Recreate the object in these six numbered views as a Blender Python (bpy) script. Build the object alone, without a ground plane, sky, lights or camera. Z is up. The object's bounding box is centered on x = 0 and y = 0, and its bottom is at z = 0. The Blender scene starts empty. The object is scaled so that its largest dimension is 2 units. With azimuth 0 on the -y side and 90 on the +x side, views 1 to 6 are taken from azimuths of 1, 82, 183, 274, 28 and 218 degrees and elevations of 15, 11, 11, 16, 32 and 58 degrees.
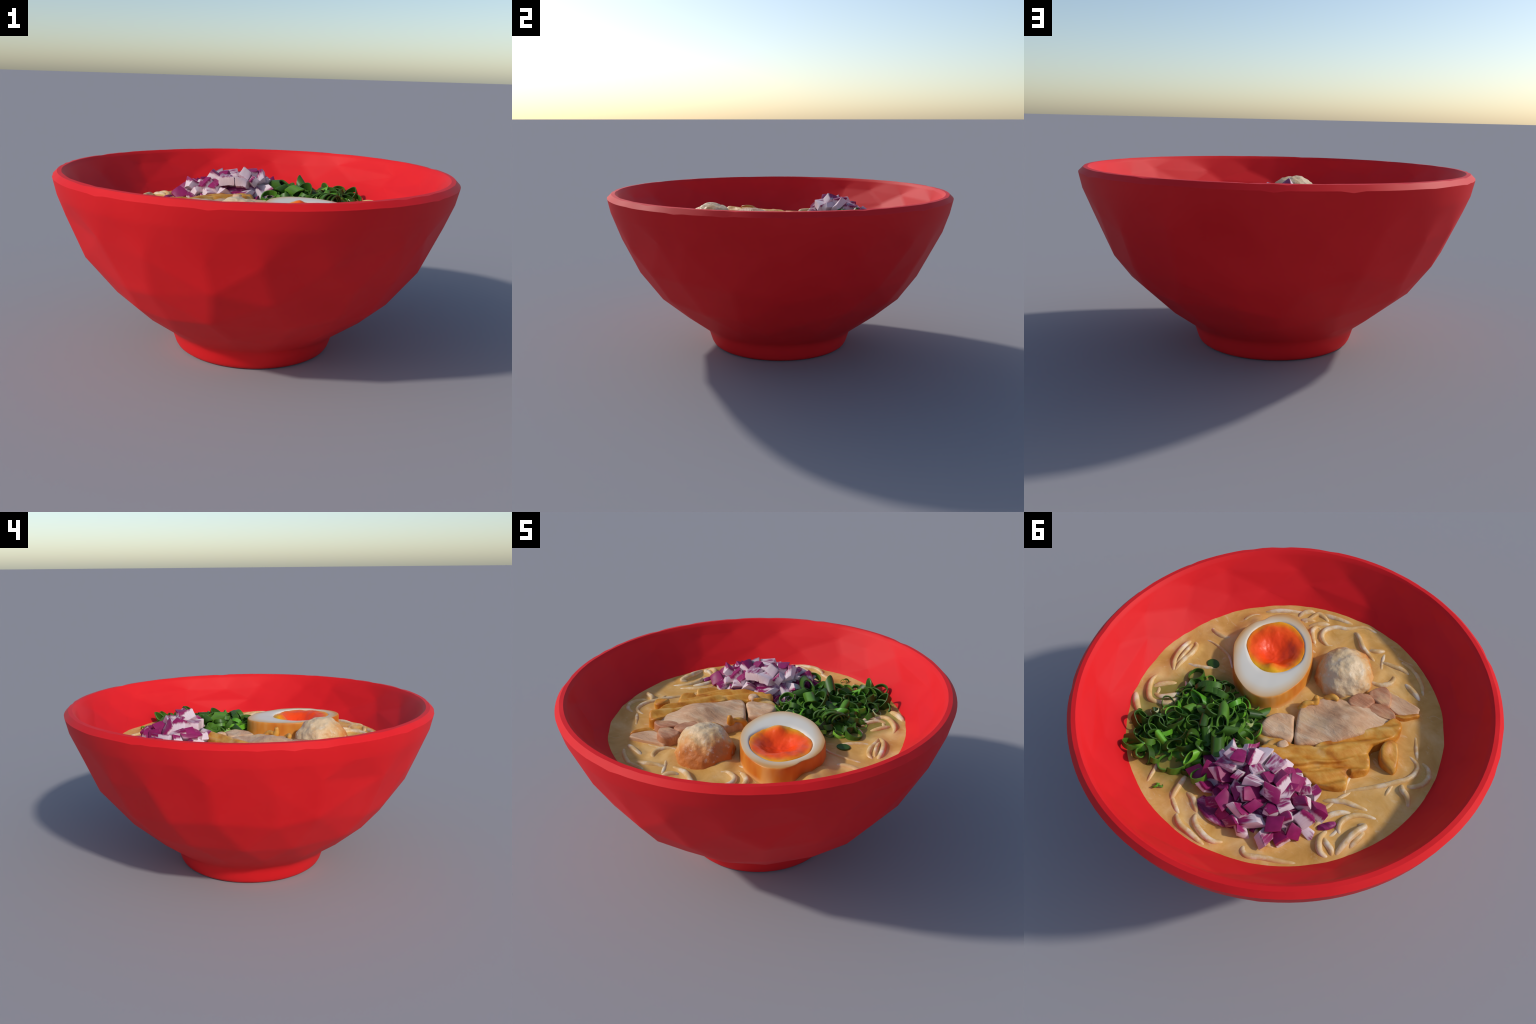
import bpy, bmesh, math, random
import numpy as np
from mathutils import Vector, Matrix, Euler, noise
from mathutils.geometry import delaunay_2d_cdt

SOUP_Z = 0.694
TAU = 2 * math.pi
rng = random.Random(7)

# ------------------------------------------------------------------ helpers
def link(obj, parent=None):
    bpy.context.scene.collection.objects.link(obj)
    if parent is not None:
        obj.parent = parent
    return obj

def mesh_from(name, verts, faces):
    me = bpy.data.meshes.new(name)
    me.from_pydata([tuple(v) for v in verts], [], faces)
    me.update()
    return me

def finish(me, mats, smooth=True, sharp=None):
    for m in (mats if isinstance(mats, (list, tuple)) else [mats]):
        me.materials.append(m)
    me.polygons.foreach_set("use_smooth", [smooth] * len(me.polygons))
    if sharp is not None:
        me.set_sharp_from_angle(angle=math.radians(sharp))
    me.update()
    return me

def make(name, verts, faces, mat, parent, smooth=True, sharp=None):
    me = mesh_from(name, verts, faces)
    bm = bmesh.new(); bm.from_mesh(me)
    bmesh.ops.recalc_face_normals(bm, faces=bm.faces)
    bm.to_mesh(me); bm.free()
    finish(me, mat, smooth, sharp)
    return link(bpy.data.objects.new(name, me), parent)

def catmull(pts, n, closed=False):
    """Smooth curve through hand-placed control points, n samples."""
    P = [np.array(p, float) for p in pts]
    m = len(P)
    seg = m if closed else m - 1
    out = []
    for i in range(n):
        t = i / n * seg if closed else i / (n - 1) * seg
        k = min(int(t), seg - 1); f = t - k
        g = lambda j: P[j % m] if closed else (
            P[j] if 0 <= j < m else (2 * P[0] - P[1] if j < 0 else 2 * P[-1] - P[-2]))
        a, b, c, d = g(k - 1), g(k), g(k + 1), g(k + 2)
        out.append(0.5 * (2 * b + (c - a) * f + (2 * a - 5 * b + 4 * c - d) * f * f
                          + (3 * b - a - 3 * c + d) * f ** 3))
    return np.array(out)

def sweep(points, width, height, sides=10, twist=0.0):
    """Round-ended tube along points; width/height are per-point half sizes."""
    pts = [Vector(p) for p in points]
    n = len(pts); verts = []; faces = []
    for i, p in enumerate(pts):
        t = (pts[min(i + 1, n - 1)] - pts[max(i - 1, 0)]).normalized()
        side = t.cross(Vector((0, 0, 1)))
        if side.length < 1e-4:
            side = Vector((1, 0, 0))
        side.normalize()
        up = side.cross(t)
        a0 = twist * i / max(n - 1, 1)
        for j in range(sides):
            a = TAU * j / sides + a0
            verts.append(p + side * math.cos(a) * width[i] + up * math.sin(a) * height[i])
    for i in range(n - 1):
        for j in range(sides):
            k = (j + 1) % sides
            faces.append((i * sides + j, i * sides + k, (i + 1) * sides + k, (i + 1) * sides + j))
    faces.append(tuple(range(sides - 1, -1, -1)))
    faces.append(tuple(range((n - 1) * sides, n * sides)))
    return verts, faces

def merge(parts):
    V, F = [], []
    for v, f in parts:
        o = len(V); V += list(v); F += [tuple(i + o for i in q) for q in f]
    return V, F

def fuse(name, V, F, voxel, smooth_iter, mat, parent, rough=0.0, rough_scale=20):
    """Join overlapping lumps into one smooth skin (voxel remesh)."""
    me = mesh_from(name + "_source", V, F)
    tmp = link(bpy.data.objects.new(name + "_source", me))
    m = tmp.modifiers.new("r", 'REMESH'); m.mode = 'VOXEL'; m.voxel_size = voxel
    s = tmp.modifiers.new("s", 'SMOOTH'); s.iterations = smooth_iter; s.factor = 0.5
    dg = bpy.context.evaluated_depsgraph_get()
    out = bpy.data.meshes.new_from_object(tmp.evaluated_get(dg))
    bpy.data.objects.remove(tmp); bpy.data.meshes.remove(me)
    if rough:
        for v, nrm in zip(out.vertices, [n.vector.copy() for n in out.vertex_normals]):
            v.co += nrm * rough * noise.noise(v.co * rough_scale)
    out.materials.clear(); out.name = name
    finish(out, mat)
    return link(bpy.data.objects.new(name, out), parent)

def slab(outline, top, bottom, edge=0.012, n=72, rings=9, wall_noise=0.0, seed=0, taper=0.0):
    """Thick slice: closed outline, height function top(x,y), rounded upper edge."""
    O = catmull(outline, n, True)
    c = O.mean(0)
    R = np.linalg.norm(O - c, axis=1).mean()
    verts, faces = [], []
    def ring(scale, zf):
        for p in O:
            q = c + (p - c) * scale
            verts.append((q[0], q[1], zf(q)))
    specs = [(1 + taper, lambda q: bottom)]
    for k in (0.35, 0.7):
        specs.append((1 + taper * (1 - k), lambda q, k=k: bottom + (top(*q) - edge - bottom) * k))
    for k in range(5):
        a = k / 4 * math.pi / 2
        specs.append((1 - (1 - math.cos(a)) * edge / R, lambda q, a=a: top(*q) - edge * (1 - math.sin(a))))
    for k in range(1, rings):
        specs.append(((1 - edge / R) * (1 - k / rings), lambda q: top(*q)))
    for s, zf in specs:
        ring(s, zf)
    if wall_noise:
        for i, v in enumerate(verts):
            d = noise.noise_vector(Vector(v) * 16 + Vector((seed * 3.1, 0, 0))) * wall_noise
            verts[i] = (v[0] + d.x, v[1] + d.y, v[2] + d.z * 0.5)
    for i in range(len(specs) - 1):
        for j in range(n):
            k = (j + 1) % n
            faces.append((i * n + j, i * n + k, (i + 1) * n + k, (i + 1) * n + j))
    verts.append((c[0], c[1], top(*c)))
    L = (len(specs) - 1) * n
    for j in range(n):
        faces.append((L + j, L + (j + 1) % n, len(verts) - 1))
    faces.append(tuple(range(n - 1, -1, -1)))
    return verts, faces

# ---------------------------------------------------------------- materials
class Mat:
    def __init__(self, name, rough=0.5, spec=0.5, coat=0.0, sss=0.0):
        self.m = bpy.data.materials.new(name); self.m.use_nodes = True
        self.t = self.m.node_tree; self.n = self.t.nodes; self.l = self.t.links
        self.b = self.n["Principled BSDF"]
        self.b.inputs["Roughness"].default_value = rough
        self.b.inputs["Specular IOR Level"].default_value = spec
        self.b.inputs["Coat Weight"].default_value = coat
        self.b.inputs["Coat Roughness"].default_value = 0.15
        if sss:
            self.b.inputs["Subsurface Weight"].default_value = sss
            self.b.inputs["Subsurface Scale"].default_value = 0.02
        self.tc = self.n.new("ShaderNodeTexCoord")
    def coord(self, kind="Object", scale=(1, 1, 1), loc=(0, 0, 0), rot=(0, 0, 0)):
        mp = self.n.new("ShaderNodeMapping")
        mp.inputs["Scale"].default_value = scale
        mp.inputs["Location"].default_value = loc
        mp.inputs["Rotation"].default_value = rot
        self.l.new(self.tc.outputs[kind], mp.inputs["Vector"])
        return mp.outputs["Vector"]
    def noise(self, vec, scale, detail=3, rough=0.5, dist=0.0):
        x = self.n.new("ShaderNodeTexNoise")
        x.inputs["Scale"].default_value = scale; x.inputs["Detail"].default_value = detail
        x.inputs["Roughness"].default_value = rough; x.inputs["Distortion"].default_value = dist
        self.l.new(vec, x.inputs["Vector"])
        return x.outputs["Fac"]
    def voronoi(self, vec, scale, feature='F1'):
        x = self.n.new("ShaderNodeTexVoronoi"); x.feature = feature
        x.inputs["Scale"].default_value = scale
        self.l.new(vec, x.inputs["Vector"])
        return x.outputs["Distance"]
    def math(self, op, a, b=0.0, c=None):
        x = self.n.new("ShaderNodeMath"); x.operation = op
        for i, v in enumerate((a, b) if c is None else (a, b, c)):
            if isinstance(v, (int, float)): x.inputs[i].default_value = v
            else: self.l.new(v, x.inputs[i])
        return x.outputs[0]
    def remap(self, v, a, b, c=0.0, d=1.0):
        x = self.n.new("ShaderNodeMapRange"); x.interpolation_type = 'SMOOTHSTEP'
        for i, q in enumerate((a, b, c, d)): x.inputs[i + 1].default_value = q
        self.l.new(v, x.inputs[0])
        return x.outputs[0]
    def xyz(self, vec):
        x = self.n.new("ShaderNodeSeparateXYZ"); self.l.new(vec, x.inputs[0]); return x.outputs
    def length(self, vec):
        x = self.n.new("ShaderNodeVectorMath"); x.operation = 'LENGTH'
        self.l.new(vec, x.inputs[0]); return x.outputs["Value"]
    def ramp(self, fac, stops):
        x = self.n.new("ShaderNodeValToRGB"); e = x.color_ramp.elements
        while len(e) < len(stops): e.new(0.5)
        for q, (p, c) in zip(e, stops):
            q.position = p; q.color = (*c, 1)
        self.l.new(fac, x.inputs[0])
        return x.outputs[0]
    def mix(self, fac, a, b, mode='MIX'):
        x = self.n.new("ShaderNodeMix"); x.data_type = 'RGBA'; x.blend_type = mode
        for s, v in ((x.inputs[0], fac), (x.inputs[6], a), (x.inputs[7], b)):
            if isinstance(v, tuple): s.default_value = (*v, 1)
            elif isinstance(v, (int, float)): s.default_value = v
            else: self.l.new(v, s)
        return x.outputs[2]
    def random(self):
        x = self.n.new("ShaderNodeObjectInfo"); return x.outputs["Random"]
    def color(self, c):
        if isinstance(c, tuple): self.b.inputs["Base Color"].default_value = (*c, 1)
        else: self.l.new(c, self.b.inputs["Base Color"])
    def bump(self, h, dist=0.002, strength=0.5):
        x = self.n.new("ShaderNodeBump"); x.inputs["Distance"].default_value = dist
        x.inputs["Strength"].default_value = strength
        self.l.new(h, x.inputs["Height"]); self.l.new(x.outputs[0], self.b.inputs["Normal"])
    def roughness(self, v): self.l.new(v, self.b.inputs["Roughness"])

def red_glaze():
    k = Mat("red_lacquer", 0.55, 0.16)
    v = k.coord()
    k.color(k.ramp(k.noise(v, 3, 4), [(0.3, (0.70, 0.012, 0.016)), (0.7, (0.76, 0.016, 0.020))]))
    return k.m

def soup_mat():
    k = Mat("creamy_broth", 0.5, 0.22)
    v = k.coord()
    c = k.ramp(k.noise(v, 7, 6, 0.6, 0.6), [(0.30, (0.59, 0.30, 0.062)), (0.50, (0.71, 0.395, 0.112)), (0.70, (0.80, 0.51, 0.20))])
    # pale fatty streaks
    c = k.mix(k.remap(k.noise(k.coord(scale=(3, 7, 1), rot=(0, 0, 0.7)), 4, 4, 0.6, 1.2), 0.58, 0.76, 0, 0.55), c, (0.80, 0.60, 0.36))
    # herb juice around the scallions
    d = k.length(k.coord(scale=(1, 1, 0), loc=(-0.33, -0.30, 0)))
    d = k.math('ADD', d, k.math('MULTIPLY', k.noise(v, 9, 4), 0.16))
    c = k.mix(k.remap(d, 0.47, 0.35, 0, 0.7), c, (0.13, 0.16, 0.02))
    # fine specks
    s = k.remap(k.voronoi(v, 60), 0.10, 0.05, 0, 1)
    s = k.math('MULTIPLY', s, k.remap(k.noise(v, 14, 2), 0.55, 0.65))
    c = k.mix(k.math('MULTIPLY', s, 0.45), c, (0.30, 0.10, 0.015))
    k.color(c)
    k.bump(k.noise(v, 35, 4), 0.004, 0.3)
    return k.m

def noodle_mat():
    k = Mat("wheat_noodle", 0.42, 0.35)
    v = k.coord()
    c = k.ramp(k.noise(v, 16, 4, 0.6), [(0.30, (0.64, 0.37, 0.12)), (0.48, (0.73, 0.48, 0.21)), (0.66, (0.84, 0.71, 0.52))])
    k.color(c)
    return k.m

# fitted ellipse of the egg's outline: offset, turn, half lengths
EGG_AXES = ((-0.26, 0.235, 0), 2.0, 0.278, 0.203)

def egg_white_mat():
    k = Mat("cooked_egg_white", 0.45, 0.25)
    p = k.xyz(k.coord(loc=EGG_AXES[0]))
    ca, sa = math.cos(EGG_AXES[1]), math.sin(EGG_AXES[1])
    u = k.math('ADD', k.math('MULTIPLY', p[0], ca), k.math('MULTIPLY', p[1], sa))
    w = k.math('SUBTRACT', k.math('MULTIPLY', p[1], ca), k.math('MULTIPLY', p[0], sa))
    u = k.math('DIVIDE', u, EGG_AXES[2]); w = k.math('DIVIDE', w, EGG_AXES[3])
    e = k.math('SQRT', k.math('ADD', k.math('MULTIPLY', u, u), k.math('MULTIPLY', w, w)))
    e = k.math('ADD', e, k.math('MULTIPLY', k.math('SUBTRACT', k.noise(k.coord(), 6, 3), 0.5), 0.10))
    c = k.ramp(k.remap(e, 0.62, 1.02), [(0.0, (0.74, 0.685, 0.585)), (0.25, (0.73, 0.665, 0.55)), (0.62, (0.72, 0.57, 0.40)), (0.88, (0.69, 0.46, 0.25)), (1.0, (0.64, 0.32, 0.10))])
    k.color(c)
    return k.m

def egg_skin_mat():
    k = Mat("soy_stained_egg", 0.42, 0.3)
    v = k.coord(scale=(1, 1, 0.35))
    n = k.noise(v, 9, 3, 0.5)
    z = k.xyz(k.coord())[2]
    c = k.ramp(n, [(0.33, (0.58, 0.14, 0.012)), (0.55, (0.70, 0.26, 0.035)), (0.74, (0.76, 0.42, 0.14))])
    c = k.mix(k.remap(k.math('ADD', z, k.math('MULTIPLY', n, 0.02)), 0.727, 0.700, 0, 0.6), c, (0.74, 0.46, 0.20))
    k.color(c)
    return k.m

def yolk_mat():
    k = Mat("soft_yolk", 0.34, 0.35)
    v = k.coord()
    e = k.length(k.coord(scale=(5.9, 5.9, 0), loc=(-0.285 * 5.9, 0.29 * 5.9, 0)))
    n = k.noise(v, 10, 3, 0.5, 0.4)
    e = k.math('ADD', e, k.math('MULTIPLY', k.math('SUBTRACT', n, 0.5), 0.34))
    k.color(k.ramp(k.remap(e, 0.30, 1.10), [(0.0, (0.93, 0.062, 0.005)), (0.55, (0.95, 0.105, 0.005)), (0.80, (0.92, 0.24, 0.005)), (0.97, (0.88, 0.44, 0.010))]))
    k.bump(k.noise(v, 38, 3), 0.005, 0.35)
    return k.m

def meatball_mat():
    k = Mat("poached_meatball", 0.44, 0.3)
    v = k.coord()
    s = k.xyz(v)
    g = k.math('ADD', k.math('MULTIPLY', s[0], 2.2), k.math('MULTIPLY', s[1], -3.0))
    g = k.math('ADD', g, k.math('MULTIPLY', k.math('SUBTRACT', 0.79, s[2]), 5.0))
    n = k.noise(v, 9, 5, 0.62, 0.4)
    g = k.math('ADD', g, k.math('MULTIPLY', k.math('SUBTRACT', n, 0.5), 1.6))
    c = k.ramp(k.remap(g, 0.55, 1.65), [(0.0, (0.75, 0.55, 0.33)), (0.4, (0.73, 0.46, 0.21)), (0.75, (0.72, 0.33, 0.10)), (1.0, (0.60, 0.20, 0.05))])
    c = k.mix(k.remap(k.noise(v, 34, 4), 0.56, 0.70, 0, 0.5), c, (0.82, 0.69, 0.52))
    c = k.mix(k.remap(k.noise(k.coord(loc=(5, 2, 1)), 13, 4, 0.6), 0.54, 0.70, 0, 0.6), c, (0.68, 0.36, 0.12))
    k.color(c)
    k.bump(k.noise(v, 70, 4), 0.006, 0.5)
    return k.m

def meat_mat(name, dark, mid, light):
    k = Mat(name, 0.42, 0.25)
    v = k.coord(scale=(1.0, 3.2, 1), rot=(0, 0, -0.75))
    c = k.ramp(k.noise(v, 6, 5, 0.6, 0.8), [(0.30, dark), (0.5, mid), (0.70, light)])
    c = k.mix(k.remap(k.noise(k.coord(), 8, 3), 0.55, 0.72, 0, 0.45), c, (0.74, 0.47, 0.22))
    k.color(c)
    k.bump(k.noise(v, 16, 5, 0.6, 0.9), 0.008, 0.6)
    return k.m

def skin_mat():
    k = Mat("braised_chicken_skin", 0.42, 0.32)
    v = k.coord(scale=(1.0, 3.0, 1), rot=(0, 0, -0.79))
    c = k.ramp(k.noise(k.coord(scale=(1, 1.6, 1), rot=(0, 0, -0.79)), 9, 5, 0.6, 0.3), [(0.32, (0.47, 0.135, 0.012)), (0.46, (0.64, 0.26, 0.030)), (0.58, (0.71, 0.36, 0.065)), (0.74, (0.75, 0.48, 0.20))])
    k.color(c)
    k.bump(k.noise(v, 14, 4, 0.6, 0.6), 0.004, 0.4)
    return k.m

def onion_mat():
    k = Mat("red_onion", 0.45, 0.3)
    g = k.coord("Generated")
    s = k.xyz(g); r = k.random()
    d = k.math('ABSOLUTE', k.math('SUBTRACT', s[2], k.math('MULTIPLY_ADD', r, 0.5, 0.1)))
    n = k.noise(k.coord("Generated", scale=(1, 2.5, 1)), 1.8, 3, 0.5, 0.4)
    d = k.math('ADD', d, k.math('MULTIPLY', k.math('SUBTRACT', n, 0.5), 0.55))
    white = k.mix(k.noise(k.coord("Generated", scale=(1, 7, 1)), 2.0, 3), (0.80, 0.69, 0.69), (0.70, 0.50, 0.56))
    purple = k.mix(k.noise(g, 3, 3), (0.37, 0.018, 0.14), (0.18, 0.008, 0.065))
    k.color(k.mix(k.remap(d, 0.30, 0.54), white, purple))
    return k.m

def onion_skin_mat():
    k = Mat("purple_onion_layer", 0.45, 0.3)
    v = k.coord(scale=(1, 3, 1), rot=(0, 0, 0.6))
    k.color(k.ramp(k.noise(v, 9, 4, 0.6), [(0.38, (0.16, 0.012, 0.07)), (0.5, (0.32, 0.03, 0.15)), (0.64, (0.66, 0.46, 0.56))]))
    return k.m

def scallion_mat(name, a, b, c):
    k = Mat(name, 0.42, 0.35)
    n = k.noise(k.coord("Object", scale=(1, 1, 0.3)), 30, 3, 0.6)
    r = k.random()
    f = k.math('ADD', k.math('MULTIPLY', n, 0.6), k.math('MULTIPLY', r, 0.5))
    k.color(k.ramp(f, [(0.25, a), (0.58, b), (0.85, c)]))
    return k.m

RED = red_glaze(); SOUP = soup_mat(); NOODLE = noodle_mat()
WHITE = egg_white_mat(); EGGSKIN = egg_skin_mat(); YOLK = yolk_mat()
MEATBALL = meatball_mat(); SKIN = skin_mat()
MEAT = meat_mat("poached_chicken", (0.54, 0.28, 0.145), (0.67, 0.40, 0.225), (0.76, 0.54, 0.35))
DARKMEAT = meat_mat("dark_chicken_meat", (0.38, 0.135, 0.06), (0.52, 0.225, 0.115), (0.65, 0.37, 0.21))
ONION = onion_mat(); ONIONSKIN = onion_skin_mat()
GREEN = scallion_mat("dark_scallion", (0.022, 0.058, 0.006), (0.048, 0.125, 0.011), (0.105, 0.26, 0.022))
BRIGHT = scallion_mat("bright_scallion", (0.06, 0.24, 0.012), (0.13, 0.40, 0.02), (0.26, 0.55, 0.06))
PALE = scallion_mat("pale_scallion", (0.45, 0.55, 0.16), (0.60, 0.66, 0.30), (0.74, 0.76, 0.48))

# -------------------------------------------------------------------- thing
root = bpy.data.objects.new("ramen_bowl", None)
link(root)
root["label"] = "red faceted bowl of ramen with egg, chicken, onion and scallions"
root["category"] = "noodle soup"

# --------------------------------------------------------------------- bowl
OUTER = [(0.9835, 0.822), (0.926, 0.680), (0.865, 0.530), (0.741, 0.350), (0.611, 0.229), (0.510, 0.153), (0.455, 0.114)]
INNER = [(0.942, 0.911), (0.903, 0.845), (0.845, 0.770), (0.768, 0.694), (0.710, 0.630)]

def profile_at(P, s):
    """Point on a profile polyline at normalised arc length s."""
    A = np.array(P); L = np.r_[0, np.cumsum(np.linalg.norm(np.diff(A, axis=0), axis=1))]
    t = s * L[-1]
    return float(np.interp(t, L, A[:, 0])), float(np.interp(t, L, A[:, 1]))

def faceted_wall(P, rows, per_row, seed, boost, n_edge, jitter=0.004, rings=()):
    """Wall with mesh-decimation facets put into its shape: jittered points on the profile, triangulated into broad facets."""
    r = random.Random(seed)
    pts = [(TAU * i / n_edge, 0.0, 0) for i in range(n_edge)]
    for k, s in enumerate(rows):
        for i in range(per_row[k]):
            th = TAU * (i + 0.5 * (k % 2) + r.uniform(-0.28, 0.28)) / per_row[k]
            pts.append((th % TAU, min(0.97, max(0.03, s + r.uniform(-0.055, 0.055))), 1))
    for s in (*rings, 1.0):
        pts += [(TAU * i / n_edge, s, 0) for i in range(n_edge)]
    m = len(pts)
    flat = []
    for sh in (-1, 0, 1):
        flat += [Vector((t + sh * TAU, s * 1.3)) for t, s, _ in pts]
    res = delaunay_2d_cdt(flat, [], [], 0, 1e-6)
    co, tris, orig = res[0], res[2], res[3]
    idx = [o[0] % m for o in orig]
    verts = []
    for t, s, inner in pts:
        rad, z = profile_at(P, s)
        rad *= 1 + (boost * min(1, max(0.5, (0.85 - s) * 4)) + r.uniform(-jitter, jitter) if inner else 0)
        verts.append((rad * math.cos(t), rad * math.sin(t), z))
    faces = set()
    for f in tris:
        cx = sum(co[i].x for i in f) / 3
        if 0 <= cx < TAU:
            q = tuple(idx[i] for i in f)
            if len(set(q)) == 3:
                k = q.index(min(q)); faces.add(q[k:] + q[:k])
    return verts, sorted(faces)

def soften(verts, faces, cuts, iters):
    """Subdivide the facets and relax them so that their edges are soft."""
    bm = bmesh.new()
    vs = [bm.verts.new(v) for v in verts]
    for f in faces:
        bm.faces.new([vs[i] for i in f])
    for v in [v for v in bm.verts if not v.link_faces]: bm.verts.remove(v)
    bound = {e for e in bm.edges if e.is_boundary}
    bmesh.ops.subdivide_edges(bm, edges=[e for e in bm.edges if e not in bound], cuts=cuts, use_grid_fill=True)
    bmesh.ops.triangulate(bm, faces=bm.faces)
    inner = [v for v in bm.verts if not v.is_boundary]
    for _ in range(iters):
        bmesh.ops.smooth_vert(bm, verts=inner, factor=0.5, use_axis_x=True, use_axis_y=True, use_axis_z=True)
    bm.verts.index_update()
    V = [tuple(v.co) for v in bm.verts]; F = [tuple(v.index for v in f.verts) for f in bm.faces]
    bm.free()
    return V, F

def build_bowl():
    N = 120
    ov, of = soften(*faceted_wall(OUTER, [0.16, 0.40, 0.62, 0.83], [21, 20, 18, 16], 3, 0.0075, N, 0.003), 9, 0)
    iv, f2 = soften(*faceted_wall(INNER, [0.22, 0.48], [20, 19], 9, 0.009, N, 0.0025, (0.70, 0.86)), 8, 0)
    # rim: chamfered lip with small nicks along its edges
    r = random.Random(5)
    lip = [(0.9835, 0.822, 0), (1.0, 0.899, 1), (0.9765, 0.9225, 0.5), (0.9560, 0.9238, 0.3), (0.942, 0.911, 0)]
    rv, rf = [], []
    for rad, z, j in lip:
        for i in range(N):
            t = TAU * i / N
            nick = j * (0.0022 * noise.noise(Vector((math.cos(t) * 9, math.sin(t) * 9, 3))) - (0.009 * r.random() if r.random() < 0.20 else 0))
            rr = rad - (0.0015 * j if nick < -0.002 else 0)
            rv.append((rr * math.cos(t), rr * math.sin(t), z + nick))
    for k in range(len(lip) - 1):
        for i in range(N):
            q = (i + 1) % N
            rf.append((k * N + i, k * N + q, (k + 1) * N + q, (k + 1) * N + i))
    # floor under the soup and flare into the foot
    def lathe(P):
        v = [(a * math.cos(TAU * i / N), a * math.sin(TAU * i / N), z) for a, z in P for i in range(N)]
        f = [(k * N + i, k * N + (i + 1) % N, (k + 1) * N + (i + 1) % N, (k + 1) * N + i) for k in range(len(P) - 1) for i in range(N)]
        return v, f
    parts = [(ov, of), (iv, f2), (rv, rf), lathe([(0.710, 0.630), (0.5, 0.57), (0.25, 0.54), (0.001, 0.53)]), lathe([(0.455, 0.114), (0.443, 0.103), (0.434, 0.089), (0.427, 0.073), (0.4225, 0.057)])]
    V, F = merge(parts)
    me = mesh_from("bowl", V, F)
    bm = bmesh.new(); bm.from_mesh(me)
    bmesh.ops.remove_doubles(bm, verts=bm.verts, dist=0.0006)
    bmesh.ops.recalc_face_normals(bm, faces=bm.faces)
    bm.to_mesh(me); bm.free()
    finish(me, RED, True, 24)
    bowl = link(bpy.data.objects.new("bowl", me), root)
    # foot ring
    fp = [(0.4225, 0.057), (0.417, 0.040), (0.411, 0.022), (0.403, 0.008), (0.392, 0.0), (0.360, 0.0), (0.352, 0.012), (0.348, 0.05), (0.2, 0.06), (0.001, 0.06)]
    v, f = lathe(fp)
    foot = make("foot_ring", v, f, RED, bowl, True, 50)
    return bowl
BOWL = build_bowl()

# ------------------------------------------------------------------ noodles
NOODLES = []
def strand(*pts, r=0.0145, lift=0.005):
    NOODLES.append((pts, r, lift))

strand((0.576, -0.375), (0.567, -0.413), (0.544, -0.449), (0.49, -0.482))
strand((0.527, -0.503), (0.477, -0.55), (0.422, -0.588), (0.318, -0.65))
strand((0.678, -0.237), (0.643, -0.225), (0.595, -0.223), (0.553, -0.236), (0.531, -0.257))
strand((0.65, -0.155), (0.594, -0.16), (0.528, -0.153), (0.467, -0.135), (0.406, -0.085), r=0.008, lift=0.003)
strand((0.638, 0.11), (0.675, 0.062), (0.696, -0.004), (0.704, -0.065), (0.702, -0.1), lift=0.010)
strand((0.659, 0.066), (0.662, 0.019), (0.669, -0.034), (0.685, -0.089), r=0.011, lift=0.014)
strand((0.634, 0.107), (0.644, 0.038), (0.64, -0.023), (0.651, -0.081), (0.682, -0.108), lift=0.010)
strand((0.687, 0.172), (0.681, 0.22), (0.654, 0.269), (0.61, 0.311), (0.57, 0.31), (0.533, 0.273), lift=0.010)
strand((0.651, 0.251), (0.63, 0.218), (0.602, 0.185), (0.57, 0.156))
strand((0.622, 0.275), (0.579, 0.272), (0.546, 0.245), (0.52, 0.21), (0.51, 0.178))
strand((0.696, 0.325), (0.646, 0.37), (0.585, 0.412), r=0.017, lift=0.009)
strand((0.168, 0.53), (0.156, 0.577), (0.145, 0.63), (0.133, 0.675), lift=0.008)
strand((0.105, 0.599), (0.062, 0.605), (0.019, 0.632), (-0.002, 0.649))
strand((-0.002, 0.655), (-0.022, 0.685), (-0.06, 0.707), (-0.111, 0.718), (-0.155, 0.714), (-0.19, 0.686), r=0.015, lift=0.012)
strand((0.067, 0.709), (0.042, 0.729), (0.004, 0.744), (-0.041, 0.747), (-0.093, 0.751), (-0.14, 0.751), lift=0.012)
strand((-0.27, 0.643), (-0.285, 0.668), (-0.318, 0.673), (-0.376, 0.639), (-0.437, 0.61), (-0.522, 0.561), r=0.015)
strand((-0.255, 0.547), (-0.288, 0.566), (-0.334, 0.58), (-0.381, 0.568), r=0.016, lift=0.008)
strand((-0.442, 0.169), (-0.534, 0.072), (-0.582, 0.018), (-0.627, -0.042), (-0.653, -0.08), (-0.665, -0.131), (-0.649, -0.176), (-0.583, -0.2))
strand((-0.649, -0.042), (-0.667, -0.015), (-0.705, 0.003), (-0.735, 0.04), lift=0.012)
strand((-0.655, -0.202), (-0.698, -0.186), (-0.725, -0.151), (-0.723, -0.1), (-0.693, -0.06), (-0.667, -0.049))
strand((-0.408, 0.256), (-0.444, 0.228), (-0.491, 0.198), (-0.538, 0.184), (-0.604, 0.166))
strand((-0.458, 0.394), (-0.466, 0.336), (-0.486, 0.285), (-0.516, 0.248), (-0.558, 0.221))
strand((-0.567, 0.34), (-0.548, 0.317), (-0.543, 0.279), (-0.563, 0.237), (-0.596, 0.205), (-0.662, 0.176), lift=0.008)
strand((-0.605, 0.257), (-0.637, 0.247), (-0.626, 0.288), (-0.618, 0.332), (-0.614, 0.379), (-0.614, 0.441), r=0.017, lift=0.020)
strand((-0.64, 0.371), (-0.645, 0.33), (-0.649, 0.289), (-0.639, 0.258), lift=0.008)
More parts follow.
